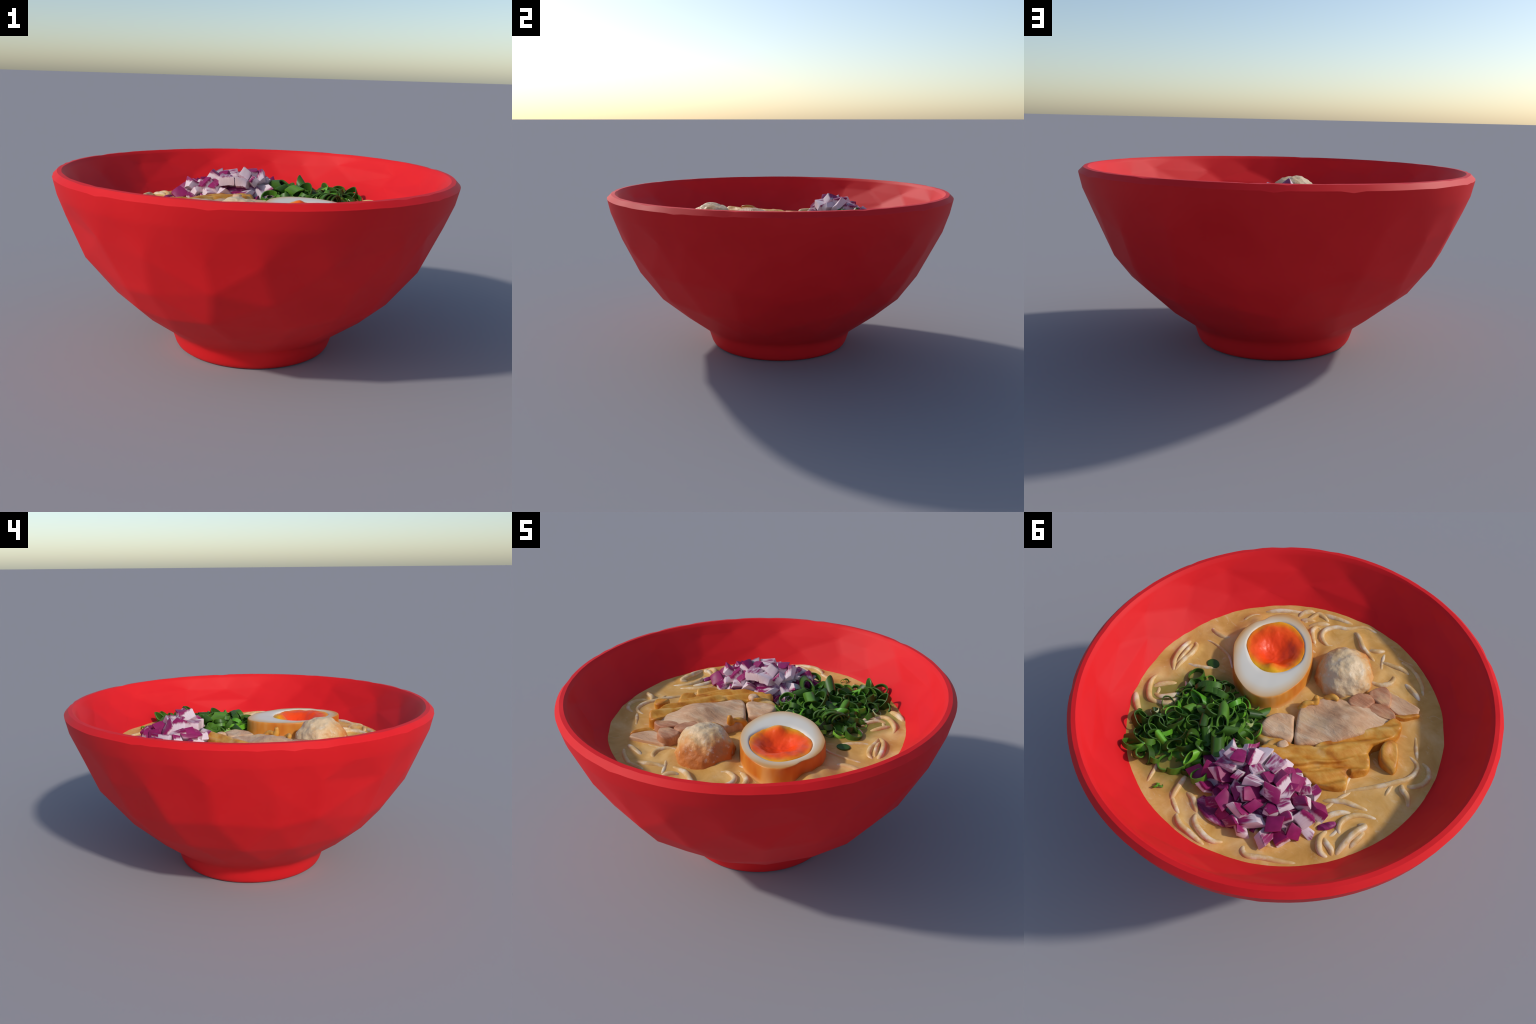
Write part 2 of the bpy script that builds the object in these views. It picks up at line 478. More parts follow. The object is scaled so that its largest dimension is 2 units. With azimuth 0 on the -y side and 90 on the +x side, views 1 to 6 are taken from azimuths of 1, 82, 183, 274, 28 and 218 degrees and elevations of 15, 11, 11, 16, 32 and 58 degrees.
strand((-0.514, 0.363), (-0.513, 0.408), (-0.53, 0.445), (-0.557, 0.467), (-0.595, 0.467), r=0.016, lift=0.012)
strand((-0.524, 0.4), (-0.546, 0.414), (-0.583, 0.428), (-0.603, 0.449), lift=0.010)
strand((0.362, -0.586), (0.353, -0.622), (0.332, -0.651), (0.305, -0.664), lift=0.010)
strand((0.34, -0.574), (0.3, -0.601), (0.272, -0.619))
strand((0.313, -0.57), (0.299, -0.615), (0.286, -0.662), (0.253, -0.667), (0.211, -0.658), lift=0.010)
strand((0.303, -0.645), (0.261, -0.678), (0.204, -0.698), (0.149, -0.712), (0.094, -0.726))
strand((0.279, -0.564), (0.251, -0.598), (0.225, -0.627), (0.191, -0.646))
strand((0.234, -0.591), (0.243, -0.572), (0.237, -0.54), (0.207, -0.507), (0.173, -0.485), lift=0.009)
strand((0.048, -0.568), (0.105, -0.519), (0.14, -0.52), (0.177, -0.546), (0.188, -0.586), (0.174, -0.622), (0.143, -0.654), (0.1, -0.676), (0.036, -0.743), (-0.047, -0.755), r=0.014, lift=0.009)
strand((0.058, -0.673), (0.036, -0.674), (-0.001, -0.646), (-0.04, -0.614), (-0.079, -0.598), (-0.143, -0.579), lift=0.012)
strand((-0.073, -0.624), (-0.111, -0.642), (-0.142, -0.671))
strand((-0.164, -0.596), (-0.203, -0.603), (-0.251, -0.614), (-0.291, -0.62), (-0.325, -0.617))
strand((-0.183, -0.46), (-0.221, -0.453), (-0.259, -0.469), (-0.285, -0.504), (-0.283, -0.539), (-0.263, -0.553), lift=0.011)
strand((-0.339, -0.553), (-0.385, -0.539), (-0.427, -0.522), (-0.459, -0.504))
strand((-0.324, -0.653), (-0.37, -0.63), (-0.415, -0.592), (-0.458, -0.539), r=0.012, lift=0.003)
strand((-0.248, -0.661), (-0.3, -0.657), (-0.354, -0.639), r=0.012, lift=0.003)
strand((0.496, 0.214), (0.517, 0.276), (0.57, 0.31))

def sunken_strands():
    """Fainter strands that only just break the surface all round the bowl."""
    r = random.Random(31)
    for _ in range(34):
        a = r.uniform(0, TAU); d = r.uniform(0.36, 0.69)
        x, y = d * math.cos(a), d * math.sin(a)
        h = a + math.pi / 2 + r.uniform(-0.9, 0.9); bend = r.uniform(-9, 9)
        pts = []
        for _ in range(r.randint(4, 6)):
            if math.hypot(x, y) > 0.735: break
            pts.append((x, y)); x += 0.042 * math.cos(h); y += 0.042 * math.sin(h); h += bend * 0.042
        if len(pts) > 2:
            strand(*pts, r=r.uniform(0.010, 0.013), lift=r.uniform(-0.007, -0.002))
sunken_strands()
noodle_path = []
def build_noodles():
    for pts, r, lift in NOODLES:
        n = 10 * len(pts)
        P = catmull(pts, n)
        t = np.linspace(0, 1, n)
        env = np.clip(np.sin(np.pi * t), 0, 1) ** 0.4
        z = SOUP_Z - 0.011 + (0.011 + lift) * env - (r - 0.0135) * 0.6
        w = r * (0.35 + 0.65 * env)
        v, f = sweep(np.c_[P, z], w, w, 12)
        make("noodle", v, f, NOODLE, BROTH)
        noodle_path.append(np.c_[P, env * (0.4 + lift / 0.012)])

# broth pushed up between and around the toppings: x, y, height, spread
SWELL = [(0.490, -0.410, 0.036, 0.055), (0.520, -0.320, 0.030, 0.05), (0.50, -0.22, 0.018, 0.05), (-0.165, -0.300, 0.034, 0.06), (0.075, -0.46, 0.022, 0.05), (-0.20, -0.50, 0.014, 0.05), (0.03, -0.19, 0.012, 0.05), (0.09, 0.02, 0.012, 0.05), (0.02, -0.50, 0.012, 0.05), (-0.36, -0.40, 0.008, 0.07)]

def build_broth():
    R, nr, nt = 0.785, 110, 288
    path = []
    for pts, r, lift in NOODLES:
        P = catmull(pts, 8 * len(pts)); t = np.linspace(0, 1, len(P))
        path.append(np.c_[P, np.sin(np.pi * t).clip(0, 1) ** 0.5 * (0.5 + lift / 0.014)])
    path = np.concatenate(path)
    rr = np.linspace(0.0, 1.0, nr + 1)[1:] * R
    th = np.arange(nt) * TAU / nt
    X = (rr[:, None] * np.cos(th)).ravel(); Y = (rr[:, None] * np.sin(th)).ravel()
    H = np.zeros_like(X)
    for a in range(0, len(X), 4000):
        d2 = (X[a:a + 4000, None] - path[:, 0]) ** 2 + (Y[a:a + 4000, None] - path[:, 1]) ** 2
        H[a:a + 4000] = (path[:, 2] * np.exp(-d2 / 0.026 ** 2)).max(1) * 0.0105
    verts = [(0, 0, SOUP_Z)]
    for x, y, h in zip(X, Y, H):
        w = 0.003 * noise.noise(Vector((x * 7, y * 7, 1))) + 0.0015 * noise.noise(Vector((x * 22, y * 22, 4)))
        for bx, by, amp, sig in SWELL:
            w += amp * math.exp(-((x - bx) ** 2 + (y - by) ** 2) / sig ** 2)
        e = math.hypot(x, y)
        w += 0.003 * max(0, (e - 0.745) / 0.03) if e > 0.745 else 0
        verts.append((x, y, SOUP_Z + h + w))
    faces = [(0, 1 + j, 1 + (j + 1) % nt) for j in range(nt)]
    for i in range(nr - 1):
        for j in range(nt):
            k = (j + 1) % nt
            faces.append((1 + i * nt + j, 1 + (i + 1) * nt + j, 1 + (i + 1) * nt + k, 1 + i * nt + k))
    return make("broth", verts, faces, SOUP, root)
BROTH = build_broth()
build_noodles()

# ---------------------------------------------------------------------- egg
EGG_Z = 0.782
EGG = [(0.458, -0.161), (0.407, -0.095), (0.342, -0.028), (0.264, 0.011), (0.196, 0.026), (0.134, 0.012), (0.080, -0.040),
       (0.053, -0.120), (0.047, -0.204), (0.063, -0.278), (0.093, -0.344), (0.142, -0.412), (0.196, -0.463), (0.263, -0.500),
       (0.328, -0.515), (0.390, -0.493), (0.431, -0.442), (0.447, -0.393), (0.476, -0.345), (0.488, -0.273), (0.476, -0.206)]
YOLK_OUT = [(0.414, -0.211), (0.371, -0.171), (0.328, -0.141), (0.285, -0.127), (0.240, -0.124), (0.205, -0.135), (0.170, -0.160),
            (0.144, -0.193), (0.127, -0.245), (0.122, -0.293), (0.145, -0.348), (0.191, -0.404), (0.247, -0.438), (0.310, -0.452),
            (0.365, -0.437), (0.412, -0.385), (0.438, -0.325), (0.436, -0.267)]

def build_egg():
    n = 96
    O = catmull(EGG, n, True); Y = catmull(YOLK_OUT, n, True)
    c = O.mean(0)
    # match the yolk samples to the outline by angle so the strip between does not twist
    cy = Y.mean(0)
    ang = np.unwrap(np.arctan2(*(Y - cy).T[::-1])); oa = np.unwrap(np.arctan2(*(O - cy).T[::-1]))
    # soy-stained outer wall
    v, f = [], []
    wall = [(1.00, 0.640), (1.035, 0.672), (1.038, 0.692), (1.020, 0.706), (1.008, 0.735), (1.004, 0.765), (1.0, 0.7765), (0.994, 0.7805), (0.985, 0.7817)]
    for s, z in wall:
        for p in O:
            q = c + (p - c) * s; v.append((q[0], q[1], z))
    for i in range(len(wall) - 1):
        for j in range(n):
            k = (j + 1) % n; f.append((i * n + j, i * n + k, (i + 1) * n + k, (i + 1) * n + j))
    egg = make("boiled_egg", v, f, EGGSKIN, root)
    # cut face of the white
    Ym = np.zeros_like(O)
    order = np.argsort(np.mod(ang, TAU)); aa = np.mod(ang, TAU)[order]; YY = Y[order]
    for j in range(n):
        a = oa[j] % TAU
        Ym[j] = [np.interp(a, aa, YY[:, d], period=TAU) for d in (0, 1)]
    v, f = [], []
    bands = [(0.0, 0.7817), (0.06, 0.7827), (0.25, 0.7835), (0.5, 0.7838), (0.8, 0.7832), (0.95, 0.7818), (1.02, 0.776), (1.08, 0.764)]
    for t, z in bands:
        for j in range(n):
            o = c + (O[j] - c) * 0.985
            q = o + (Ym[j] - o) * t; v.append((q[0], q[1], z + 0.0012 * noise.noise(Vector((q[0] * 18, q[1] * 18, 2)))))
    for i in range(len(bands) - 1):
        for j in range(n):
            k = (j + 1) % n; f.append((i * n + j, i * n + k, (i + 1) * n + k, (i + 1) * n + j))
    make("egg_white", v, f, WHITE, egg)
    # soft yolk: sunken basin with a bulge at its back edge
    v, f = [], []
    rings = 30
    for k in range(rings):
        s = 1.02 * (1 - k / rings)
        for j in range(n):
            q = cy + (Ym[j] - cy) * s
            d = math.hypot(*(q - np.array((0.265, -0.270))))
            basin = -0.050 * math.exp(-(d / 0.088) ** 3)
            bulge = 0.027 * math.exp(-(math.hypot(q[0] - 0.217, q[1] + 0.178) / 0.036) ** 2)
            lump = 0.010 * math.exp(-(math.hypot(q[0] - 0.35, q[1] + 0.36) / 0.05) ** 2)
            z = EGG_Z - 0.003 + basin + bulge + lump + 0.005 * noise.noise(Vector((q[0] * 24, q[1] * 24, 6))) + 0.0015 * noise.noise(Vector((q[0] * 70, q[1] * 70, 6)))
            if k == 0: z = EGG_Z - 0.008
            v.append((q[0], q[1], z))
    for i in range(rings - 1):
        for j in range(n):
            k = (j + 1) % n; f.append((i * n + j, i * n + k, (i + 1) * n + k, (i + 1) * n + j))
    f.append(tuple(range((rings - 1) * n, rings * n)))
    make("egg_yolk", v, f, YOLK, egg)
build_egg()

# ----------------------------------------------------------------- meatball
def build_meatball():
    bm = bmesh.new(); bmesh.ops.create_icosphere(bm, subdivisions=6, radius=1)
    for v in bm.verts:
        d = v.co.normalized()
        r = 1 + 0.06 * noise.noise(d * 2.2 + Vector((3, 1, 0))) + 0.045 * noise.noise(d * 4.2) + 0.012 * noise.noise(d * 10) + 0.004 * noise.noise(d * 24)
        low = max(0.0, 0.35 - d.z)
        r += low * (0.06 + 0.12 * noise.noise(d * 4 + Vector((0, 9, 0)))) + 0.11 * max(0, 0.55 * d.x - 0.83 * d.y) * max(0, 1.1 - d.z)
        v.co = Vector((-0.076, -0.397, 0.706)) + Vector((d.x * 0.141 * r, d.y * 0.141 * r, d.z * 0.138 * r))
    me = bpy.data.meshes.new("meatball"); bm.to_mesh(me); bm.free()
    finish(me, MEATBALL)
    link(bpy.data.objects.new("meatball", me), root)
build_meatball()

# ------------------------------------------------------------------ chicken
def build_chicken():
    def rise(x, y):      # the slice climbs towards its skin edge
        u = (-x * 0.62 + y * 0.78)
        return 0.745 + 0.04 * (u - 0.08) + 0.040 * math.exp(-((x + 0.28) ** 2 + (y + 0.14) ** 2) / 0.105 ** 2) - 0.05 * max(0, -0.22 - y) + 0.008 * noise.noise(Vector(((x + y) * 5, (x - y) * 15, 5))) + 0.0025 * noise.noise(Vector((x * 26, y * 26, 2)))
    main = [(-0.066, -0.007), (-0.032, -0.067), (-0.023, -0.099), (-0.043, -0.135), (-0.078, -0.182), (-0.091, -0.217), (-0.119, -0.231),
            (-0.185, -0.257), (-0.227, -0.24), (-0.301, -0.290), (-0.35, -0.318), (-0.415, -0.318), (-0.440, -0.27), (-0.415, -0.195),
            (-0.345, -0.098), (-0.271, 0.008), (-0.189, 0.078), (-0.135, 0.103)]
    v, f = slab(main, rise, 0.68, 0.014, 96, 12, 0.006, 1)
    meat = make("chicken_slice", v, f, MEAT, root)
    lobe = [(0.055, 0.122), (0.059, 0.048), (0.027, -0.002), (-0.031, -0.026), (-0.052, -0.005), (-0.117, 0.104), (-0.049, 0.130), (0.013, 0.145)]
    v, f = slab(lobe, lambda x, y: rise(x, y) - 0.003, 0.68, 0.016, 64, 8, 0.004, 2)
    make("chicken_lobe", v, f, MEAT, meat)
    for pts, z, s in (([(-0.199, -0.262), (-0.206, -0.304), (-0.249, -0.342), (-0.290, -0.314), (-0.278, -0.258), (-0.235, -0.238)], 0.752, 3),
                      ([(-0.283, -0.262), (-0.304, -0.316), (-0.366, -0.340), (-0.420, -0.326), (-0.425, -0.285), (-0.360, -0.280)], 0.748, 4),
                      ([(-0.246, -0.369), (-0.289, -0.430), (-0.333, -0.408), (-0.363, -0.352), (-0.290, -0.338)], 0.748, 5)):
        m = np.array(pts).mean(0); pts = [tuple(m + (np.array(p) - m) * 1.14) for p in pts]
        v, f = slab(pts, lambda x, y, z=z: z + 0.02 * (x + 0.3), 0.68, 0.011, 48, 6, 0.014, s)
        make("dark_meat_chunk", v, f, DARKMEAT, meat)
    tail = [(-0.279, -0.447), (-0.324, -0.450), (-0.472, -0.456), (-0.493, -0.439), (-0.490, -0.415), (-0.425, -0.358), (-0.358, -0.367), (-0.302, -0.393)]
    v, f = slab(tail, lambda x, y: 0.714 + 0.05 * max(0, y + 0.42), 0.68, 0.008, 56, 6, 0.004, 6)
    make("chicken_scrap", v, f, MEAT, meat)
    # curled bits on the meat's near edge
    bits = []
    for p in ([(-0.030, -0.085, 0.715), (-0.040, -0.110, 0.745), (-0.068, -0.135, 0.752)],
              [(-0.069, -0.150, 0.735), (-0.072, -0.156, 0.768), (-0.074, -0.150, 0.786)],
              [(-0.095, -0.205, 0.725), (-0.120, -0.225, 0.750), (-0.155, -0.225, 0.748)]):
        P = catmull(p, 12); w = np.linspace(0.022, 0.011, 12)
        bits.append(sweep(P, w, w, 10))
    fuse("curled_fat", *merge(bits), 0.004, 8, SKIN, meat, 0.002)
    # skin draped in overlapping sheets along the far edge
    sheets = []
    def sheet(pts, z, seed, edge=0.015, tilt=0.0):
        def top(x, y):
            along = -0.70 * x - 0.71 * y; across = -0.71 * x + 0.70 * y
            return z + tilt * across + 0.010 * math.sin(across * 75 + seed * 2 + 3.5 * noise.noise(Vector((along * 4, across * 6, seed)))) + 0.006 * noise.noise(Vector((along * 5, across * 12, seed + 4)))
        sheets.append(slab(pts, top, 0.682, edge, 90, 14, 0.006, seed))
    sheet([(-0.425, -0.295), (-0.464, -0.309), (-0.488, -0.283), (-0.497, -0.230), (-0.473, -0.163), (-0.437, -0.105), (-0.373, -0.029), (-0.305, 0.039),
           (-0.249, 0.075), (-0.220, 0.060), (-0.276, -0.022), (-0.350, -0.140), (-0.400, -0.222)], 0.758, 1)
    sheet([(-0.030, 0.190), (-0.057, 0.139), (-0.135, 0.114), (-0.191, 0.078), (-0.239, 0.069), (-0.311, -0.002), (-0.375, -0.070), (-0.418, -0.138),
           (-0.436, -0.112), (-0.438, -0.064), (-0.403, 0.012), (-0.338, 0.085), (-0.267, 0.147), (-0.200, 0.214), (-0.127, 0.236), (-0.077, 0.226)], 0.752, 2)
    sheet([(-0.174, 0.219), (-0.252, 0.150), (-0.334, 0.070), (-0.401, 0.000), (-0.435, -0.069), (-0.468, -0.041), (-0.488, -0.007), (-0.485, 0.030),
           (-0.447, 0.074), (-0.416, 0.063), (-0.335, 0.120), (-0.257, 0.195)], 0.738, 3)
    sheet([(-0.230, 0.205), (-0.277, 0.150), (-0.351, 0.095), (-0.416, 0.057), (-0.440, 0.102), (-0.460, 0.142), (-0.441, 0.169), (-0.387, 0.198),
           (-0.327, 0.211), (-0.274, 0.218)], 0.729, 4)
    sheet([(0.052, 0.148), (0.040, 0.112), (-0.022, 0.100), (-0.060, 0.125), (-0.055, 0.165), (-0.011, 0.185), (0.028, 0.177)], 0.728, 5, 0.02)
    sheet([(-0.015, 0.215), (-0.030, 0.170), (-0.080, 0.160), (-0.115, 0.190), (-0.110, 0.235), (-0.060, 0.245)], 0.747, 6, 0.02)
    sheet([(-0.372, -0.352), (-0.430, -0.362), (-0.500, -0.425), (-0.502, -0.402), (-0.440, -0.340)], 0.714, 7, 0.010)
    fuse("chicken_skin", *merge(sheets), 0.004, 5, SKIN, meat)
    v, f = slab([(-0.075, 0.150), (-0.095, 0.120), (-0.130, 0.135), (-0.138, 0.165), (-0.110, 0.180), (-0.085, 0.172)], lambda x, y: 0.764 - 4 * ((x + 0.106) ** 2 + (y - 0.15) ** 2), 0.70, 0.016, 40, 6, 0.003, 8)
    make("fat_nugget", v, f, MEAT, meat)
    # lone braised cube
    v, f = slab([(-0.474, -0.108), (-0.485, -0.156), (-0.524, -0.180), (-0.566, -0.130), (-0.592, -0.068), (-0.560, -0.055), (-0.515, -0.062)],
                lambda x, y: 0.762 + 0.30 * (x + 0.52) - 0.20 * (y + 0.12), 0.67, 0.016, 56, 7, 0.010, 9)
    make("braised_cube", v, f, SKIN, root)
build_chicken()

# -------------------------------------------------------------------- onion
def in_poly(x, y, P):
    ins = False
    for i in range(len(P)):
        (x1, y1), (x2, y2) = P[i], P[i - 1]
        if (y1 > y) != (y2 > y) and x < (x2 - x1) * (y - y1) / (y2 - y1) + x1: ins = not ins
    return ins

def edge_dist(x, y, P):
    q = np.array((x, y)); best = 9
    for i in range(len(P)):
        a, b = np.array(P[i - 1]), np.array(P[i]); d = b - a
        t = np.clip((q - a) @ d / (d @ d), 0, 1); best = min(best, np.linalg.norm(a + t * d - q))
    return best

def mound(name, P, height, mat, parent, base=0.69, drop=0.03):
    c = np.array(P).mean(0); n, rings = 64, 14
    O = catmull(P, n, True); v, f = [], []
    for k in range(rings):
        s = 1 - k / rings
        for p in O:
            q = c + (p - c) * s * 0.96
            z = max(base - 0.01, height(*q) - drop + 0.012 * noise.noise(Vector((q[0] * 25, q[1] * 25, 1)))) if k else base - 0.02
            v.append((q[0], q[1], z))
    for i in range(rings - 1):
        for j in range(n):
            k = (j + 1) % n; f.append((i * n + j, i * n + k, (i + 1) * n + k, (i + 1) * n + j))
    f.append(tuple(range((rings - 1) * n, rings * n)))
    o = make(name, v, f, mat, parent)
    return o

def dice_mesh(seed):
    r = random.Random(seed)
    bm = bmesh.new(); bmesh.ops.create_cube(bm, size=1)
    sx, sy, sz = r.uniform(0.9, 1.35), r.uniform(0.75, 1.05), r.uniform(0.6, 0.95)
    shear = r.uniform(-0.3, 0.3)
    for v in bm.verts:
        v.co = Vector(((v.co.x + shear * v.co.y) * sx, v.co.y * sy, v.co.z * sz))
        k = 0.72 if v.co.x > 0 and r.random() < 0.4 else 1.0
        v.co = v.co * k + Vector([r.uniform(-0.15, 0.15) for _ in range(3)])
    bmesh.ops.subdivide_edges(bm, edges=bm.edges, cuts=2, use_grid_fill=True)
    c = r.uniform(0.15, 0.5)
    for v in bm.verts:
        v.co.z += c * (0.25 - v.co.y ** 2) * 0.6
        v.co += noise.noise_vector(v.co * 1.5 + Vector((seed, 0, 0))) * 0.06
    sharp = [e for e in bm.edges if e.calc_face_angle(0) > 0.6]
    bmesh.ops.bevel(bm, geom=sharp, offset=0.07, segments=2, profile=0.6, affect='EDGES')
    me = bpy.data.meshes.new("onion_dice"); bm.to_mesh(me); bm.free()
    return finish(me, ONION, True, 35)

def build_onion():
    P = [(0.125, 0.400), (0.070, 0.310), (-0.029, 0.215), (-0.216, 0.222), (-0.345, 0.222), (-0.430, 0.309), (-0.445, 0.430), (-0.400, 0.515),
         (-0.231, 0.600), (-0.080, 0.600), (0.020, 0.585), (0.120, 0.491)]
    def h(x, y):
        e = edge_dist(x, y, P) if in_poly(x, y, P) else 0
        core = math.exp(-(((x + 0.060) / 0.19) ** 2 + ((y - 0.355) / 0.13) ** 2))
        side = math.exp(-(((x + 0.26) / 0.15) ** 2 + ((y - 0.40) / 0.15) ** 2))
        return SOUP_Z + 0.015 + min(1, e / 0.075) * (0.034 + 0.094 * core + 0.032 * side)
    pile = mound("onion_pile", P, h, ONIONSKIN, root, drop=0.045)
    meshes = [dice_mesh(i) for i in range(14)]
    r = random.Random(21)
    def put(p, size, rot, k=None):
        o = bpy.data.objects.new("onion_dice", meshes[r.randrange(len(meshes)) if k is None else k])
        o.location = p; o.rotation_euler = rot; o.scale = [size * r.uniform(0.85, 1.15) for _ in range(3)]
        link(o, pile)
    put((-0.036, 0.372, 0.842), 0.068, (0.1, 0.15, 0.4), 3)
    placed = [(-0.036, 0.372, 0.862)]
    for layer, gap, off, tries in ((0, 0.054, -0.006, 6000), (1, 0.055, -0.052, 2500)):
        for _ in range(tries):
            x, y = r.uniform(-0.46, 0.15), r.uniform(0.2, 0.64)
            if not in_poly(x, y, P): continue
            z = h(x, y) + off + r.uniform(-0.008, 0.012)
            if z < SOUP_Z - 0.01: continue
            if any((x - a) ** 2 + (y - b) ** 2 + (z - c) ** 2 < gap ** 2 for a, b, c in placed): continue
            placed.append((x, y, z))
            put((x, y, z), r.uniform(0.048, 0.082), (r.uniform(-0.7, 0.7), r.uniform(-0.7, 0.7), r.uniform(0, TAU)))
    # broad layers at the pile's foot and a strip among the noodles
    def layer(name, pts, w, hh):
        n = 6 * len(pts); Q = catmull(pts, n); t = np.linspace(0, 1, n); e = np.sin(np.pi * (0.1 + 0.8 * t)) ** 0.5
        v, f = sweep(Q, w * e, hh * e, 14)
        make(name, v, f, ONIONSKIN, pile)
    layer("onion_layer", [(0.035, 0.585, 0.700), (-0.03, 0.60, 0.705), (-0.11, 0.600, 0.705), (-0.19, 0.575, 0.702)], 0.040, 0.010)
    layer("onion_layer", [(0.025, 0.615, 0.702), (-0.05, 0.635, 0.706), (-0.12, 0.630, 0.706), (-0.18, 0.605, 0.702)], 0.013, 0.012)
    layer("onion_layer", [(-0.475, 0.380, 0.698), (-0.505, 0.345, 0.703), (-0.525, 0.310, 0.698)], 0.019, 0.012)
build_onion()

# ---------------------------------------------------------------- scallions
def tube_mesh(r, length, wall, squash, seed, arc=TAU):
    """Slice of a hollow leaf: short thin-walled tube, or an arc of one."""
    q = random.Random(seed); n = 32; closed = arc >= TAU - 1e-3
    v, f = [], []
    prof = [(r, -0.5), (r * 1.01, 0), (r, 0.5), (r - wall * 0.5, 0.5 + 0.15 * wall / length), (r - wall, 0.5), (r - wall, -0.5), (r - wall * 0.5, -0.5 - 0.15 * wall / length)]
    m = len(prof); cnt = n if closed else n + 1
    skew = q.uniform(-0.5, 0.5) * length
    for i in range(cnt):
        t = arc * i / n
        wob = 1 + 0.10 * noise.noise(Vector((math.cos(t) * 1.3, math.sin(t) * 1.3, seed)))
        tap = 1.0 if closed else (0.5 + 0.5 * math.sin(math.pi * i / n) ** 0.5)
        for a, z in prof:
            v.append((a * wob * math.cos(t), a * wob * squash * math.sin(t), z * length * tap + skew * math.cos(t)))
    for i in range(cnt if closed else cnt - 1):
        k = (i + 1) % cnt
        for j in range(m):
            l = (j + 1) % m
            f.append((i * m + j, k * m + j, k * m + l, i * m + l))
    if not closed:
        f.append(tuple(range(m))); f.append(tuple(range((cnt - 1) * m + m - 1, (cnt - 1) * m - 1, -1)))
    me = mesh_from("scallion_ring", v, f)
    bm = bmesh.new(); bm.from_mesh(me); bmesh.ops.recalc_face_normals(bm, faces=bm.faces); bm.to_mesh(me); bm.free()
    return me

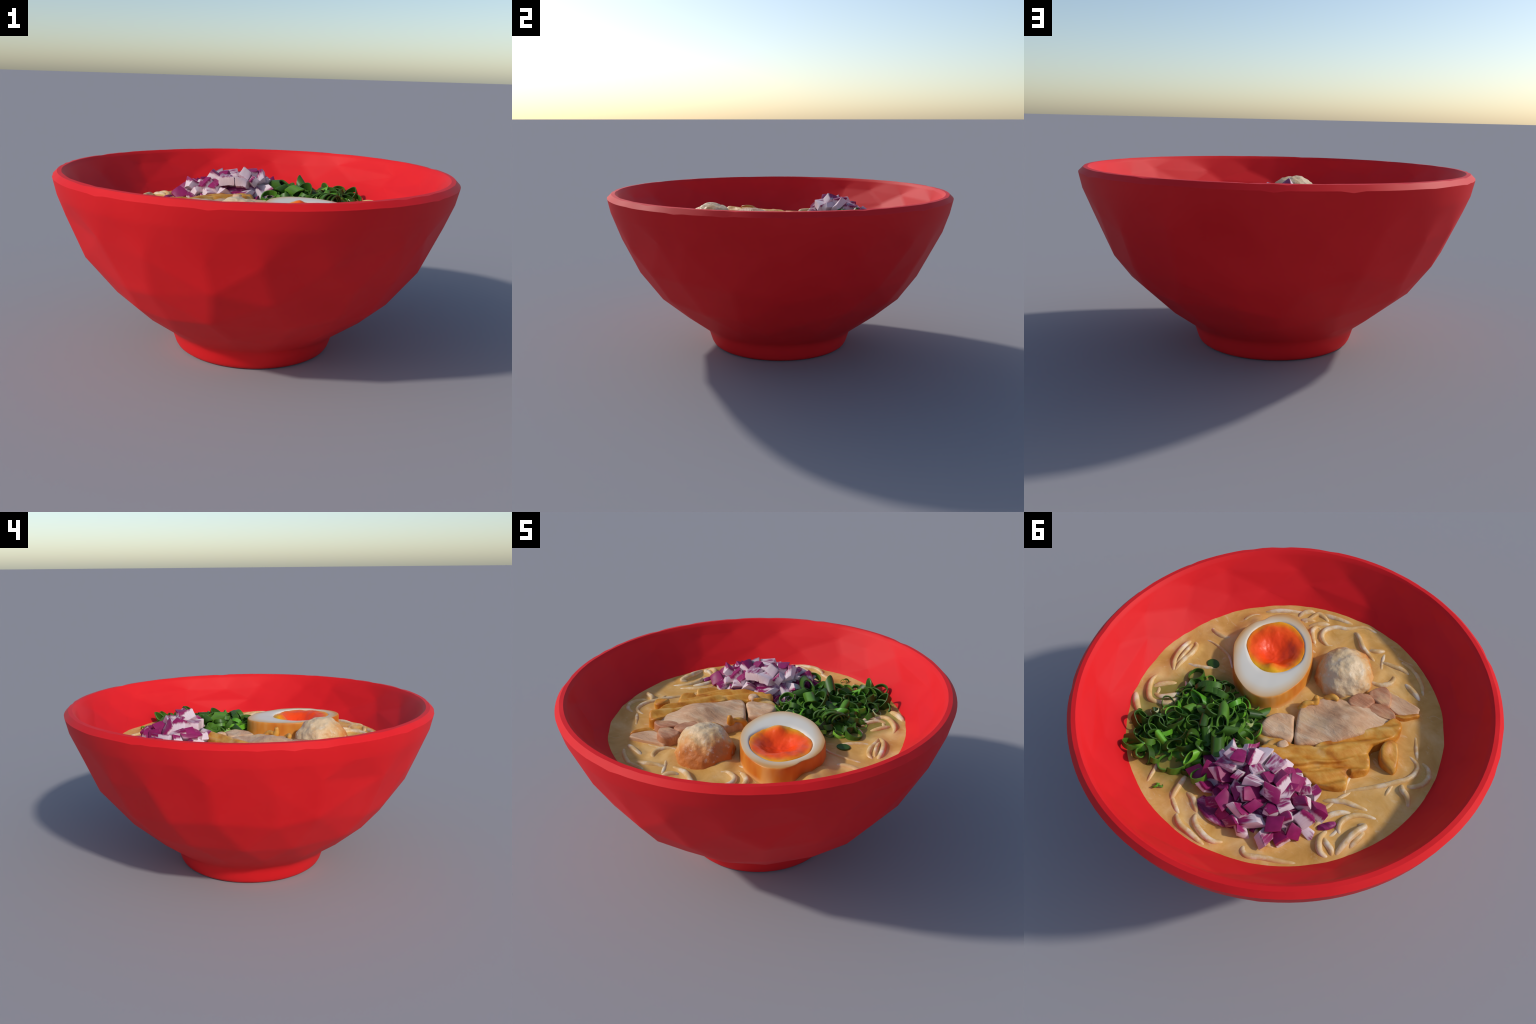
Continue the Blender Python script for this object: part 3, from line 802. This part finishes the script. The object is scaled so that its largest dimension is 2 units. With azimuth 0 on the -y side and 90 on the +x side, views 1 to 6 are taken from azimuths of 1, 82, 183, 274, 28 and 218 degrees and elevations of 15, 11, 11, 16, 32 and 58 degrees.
def build_scallions():
    P = [(0.470, 0.590), (0.560, 0.476), (0.540, 0.351), (0.500, 0.215), (0.520, 0.110), (0.465, 0.045), (0.374, 0.000), (0.271, 0.030), (0.151, 0.042),
         (0.092, 0.065), (0.050, 0.150), (0.065, 0.283), (0.140, 0.384), (0.135, 0.480), (0.225, 0.545), (0.338, 0.560), (0.420, 0.595)]
    def h(x, y):
        e = edge_dist(x, y, P) if in_poly(x, y, P) else 0
        core = math.exp(-(((x - 0.20) / 0.14) ** 2 + ((y - 0.28) / 0.16) ** 2))
        side = math.exp(-(((x - 0.33) / 0.16) ** 2 + ((y - 0.16) / 0.12) ** 2))
        return SOUP_Z + 0.008 + min(1, e / 0.09) * (0.024 + 0.048 * core + 0.008 * side)
    pile = mound("scallion_pile", P, h, GREEN, root, drop=0.022)
    r = random.Random(11)
    kinds = {}
    for mat, key in ((GREEN, 'g'), (BRIGHT, 'b'), (PALE, 'p')):
        kinds[key] = {'ring': [], 'chunk': [], 'curl': []}
        for s in range(4):
            kinds[key]['ring'].append(finish(tube_mesh(0.042, 0.020 + 0.006 * s, 0.005, 0.75 + 0.07 * s, s), mat, True, 40))
            kinds[key]['chunk'].append(finish(tube_mesh(0.033, 0.068 + 0.006 * s, 0.008, 0.6 + 0.08 * s, s + 20), mat, True, 40))
            kinds[key]['curl'].append(finish(tube_mesh(0.048, 0.022 + 0.006 * s, 0.007, 0.8, s + 40, TAU * (0.45 + 0.1 * s)), mat, True, 40))
    def put(kind, key, p, rot, size=1.0, i=None):
        L = kinds[key][kind]
        name = {'ring': "scallion_ring", 'chunk': "scallion_tube", 'curl': "scallion_curl"}[kind]
        o = bpy.data.objects.new(name, L[r.randrange(len(L)) if i is None else i])
        o.location = p; o.rotation_euler = rot; o.scale = (size, size, size)
        link(o, pile); placed.append(p)
    placed = []
    # pieces that stand out
    put('ring', 'g', (0.515, 0.068, 0.704), (0.1, 0.1, 0.4), 1.05, 3)
    put('ring', 'g', (0.470, 0.575, 0.722), (0.5, -0.25, 0.7), 1.2, 0)
    put('ring', 'g', (0.535, 0.450, 0.722), (0.35, -0.5, 0.2), 1.15, 2)
    put('ring', 'b', (0.440, 0.318, 0.718), (-0.2, -0.25, 0.5), 1.05, 1)
    put('ring', 'p', (0.534, 0.356, 0.700), (0.1, 0.3, 0.1), 0.62, 1)
    put('ring', 'g', (0.064, 0.222, 0.742), (0.5, 0.1, 0.2), 1.0, 2)
    put('ring', 'g', (0.093, 0.522, 0.744), (0.25, 0.1, 0.3), 0.95, 3)
    put('ring', 'b', (0.238, 0.105, 0.736), (0.9, 0.3, 0.7), 0.95, 1)
    put('ring', 'p', (0.125, 0.128, 0.712), (0.4, 0.2, 0.1), 0.6, 2)
    put('chunk', 'g', (0.200, 0.225, 0.778), (0.3, 1.45, 2.5), 1.1, 2)
    put('chunk', 'g', (0.270, 0.275, 0.765), (0.2, 1.5, 2.3), 1.0, 1)
    put('chunk', 'g', (0.128, 0.345, 0.785), (0.4, 1.4, -0.5), 1.1, 3)
    put('chunk', 'g', (0.150, 0.270, 0.775), (0.2, 1.3, 0.9), 1.0, 0)
    put('chunk', 'b', (0.185, 0.455, 0.750), (0.5, 1.2, 1.9), 0.9, 0)
    for k in range(6):        # bundle of arches beside the egg
        put('curl', 'g', (0.335 + 0.016 * k, 0.100 + 0.010 * (k % 3), 0.750 - 0.003 * abs(k - 2)), (1.35 + 0.12 * (k - 3), 0.12 * (k % 2), 0.55 + 0.16 * (k - 3)), 1.1 - 0.05 * (k % 3), 1)
    # flat discs floating in the broth
    for x, y, s in ((0.510, -0.053, 0.034), (0.085, 0.115, 0.03)):
        v, f = slab([(x + s * math.cos(a), y + 0.85 * s * math.sin(a)) for a in np.linspace(0, TAU, 12, endpoint=False)], lambda a, b: SOUP_Z + 0.006, SOUP_Z - 0.01, 0.003, 36, 4)
        make("scallion_disc", v, f, GREEN, pile)
    # stray scrap near the rim
    put('curl', 'b', (0.239, 0.660, 0.704), (0.6, 0.3, 1.0), 0.45, 0)
    put('ring', 'g', (0.226, 0.650, 0.702), (0.9, 0.2, 0.3), 0.45, 0)
    hero = list(placed)
    for gap, off, tries in ((0.041, -0.003, 5000), (0.046, -0.024, 2500)):
        for _ in range(tries):
            x, y = r.uniform(0.05, 0.58), r.uniform(0.0, 0.62)
            if not in_poly(x, y, P): continue
            z = h(x, y) + off + r.uniform(-0.010, 0.008)
            if any((x - p[0]) ** 2 + (y - p[1]) ** 2 + (z - p[2]) ** 2 < gap ** 2 for p in placed): continue
            u = r.random()
            key = 'b' if r.random() < 0.17 else 'g'
            kind = 'ring' if u < 0.45 else ('curl' if u < 0.72 else 'chunk')
            tilt = 0.6 if kind != 'chunk' else 1.6
            put(kind, key, (x, y, z), (r.uniform(-tilt, tilt), r.uniform(-tilt, tilt), r.uniform(0, TAU)), r.uniform(0.75, 1.15))
build_scallions()
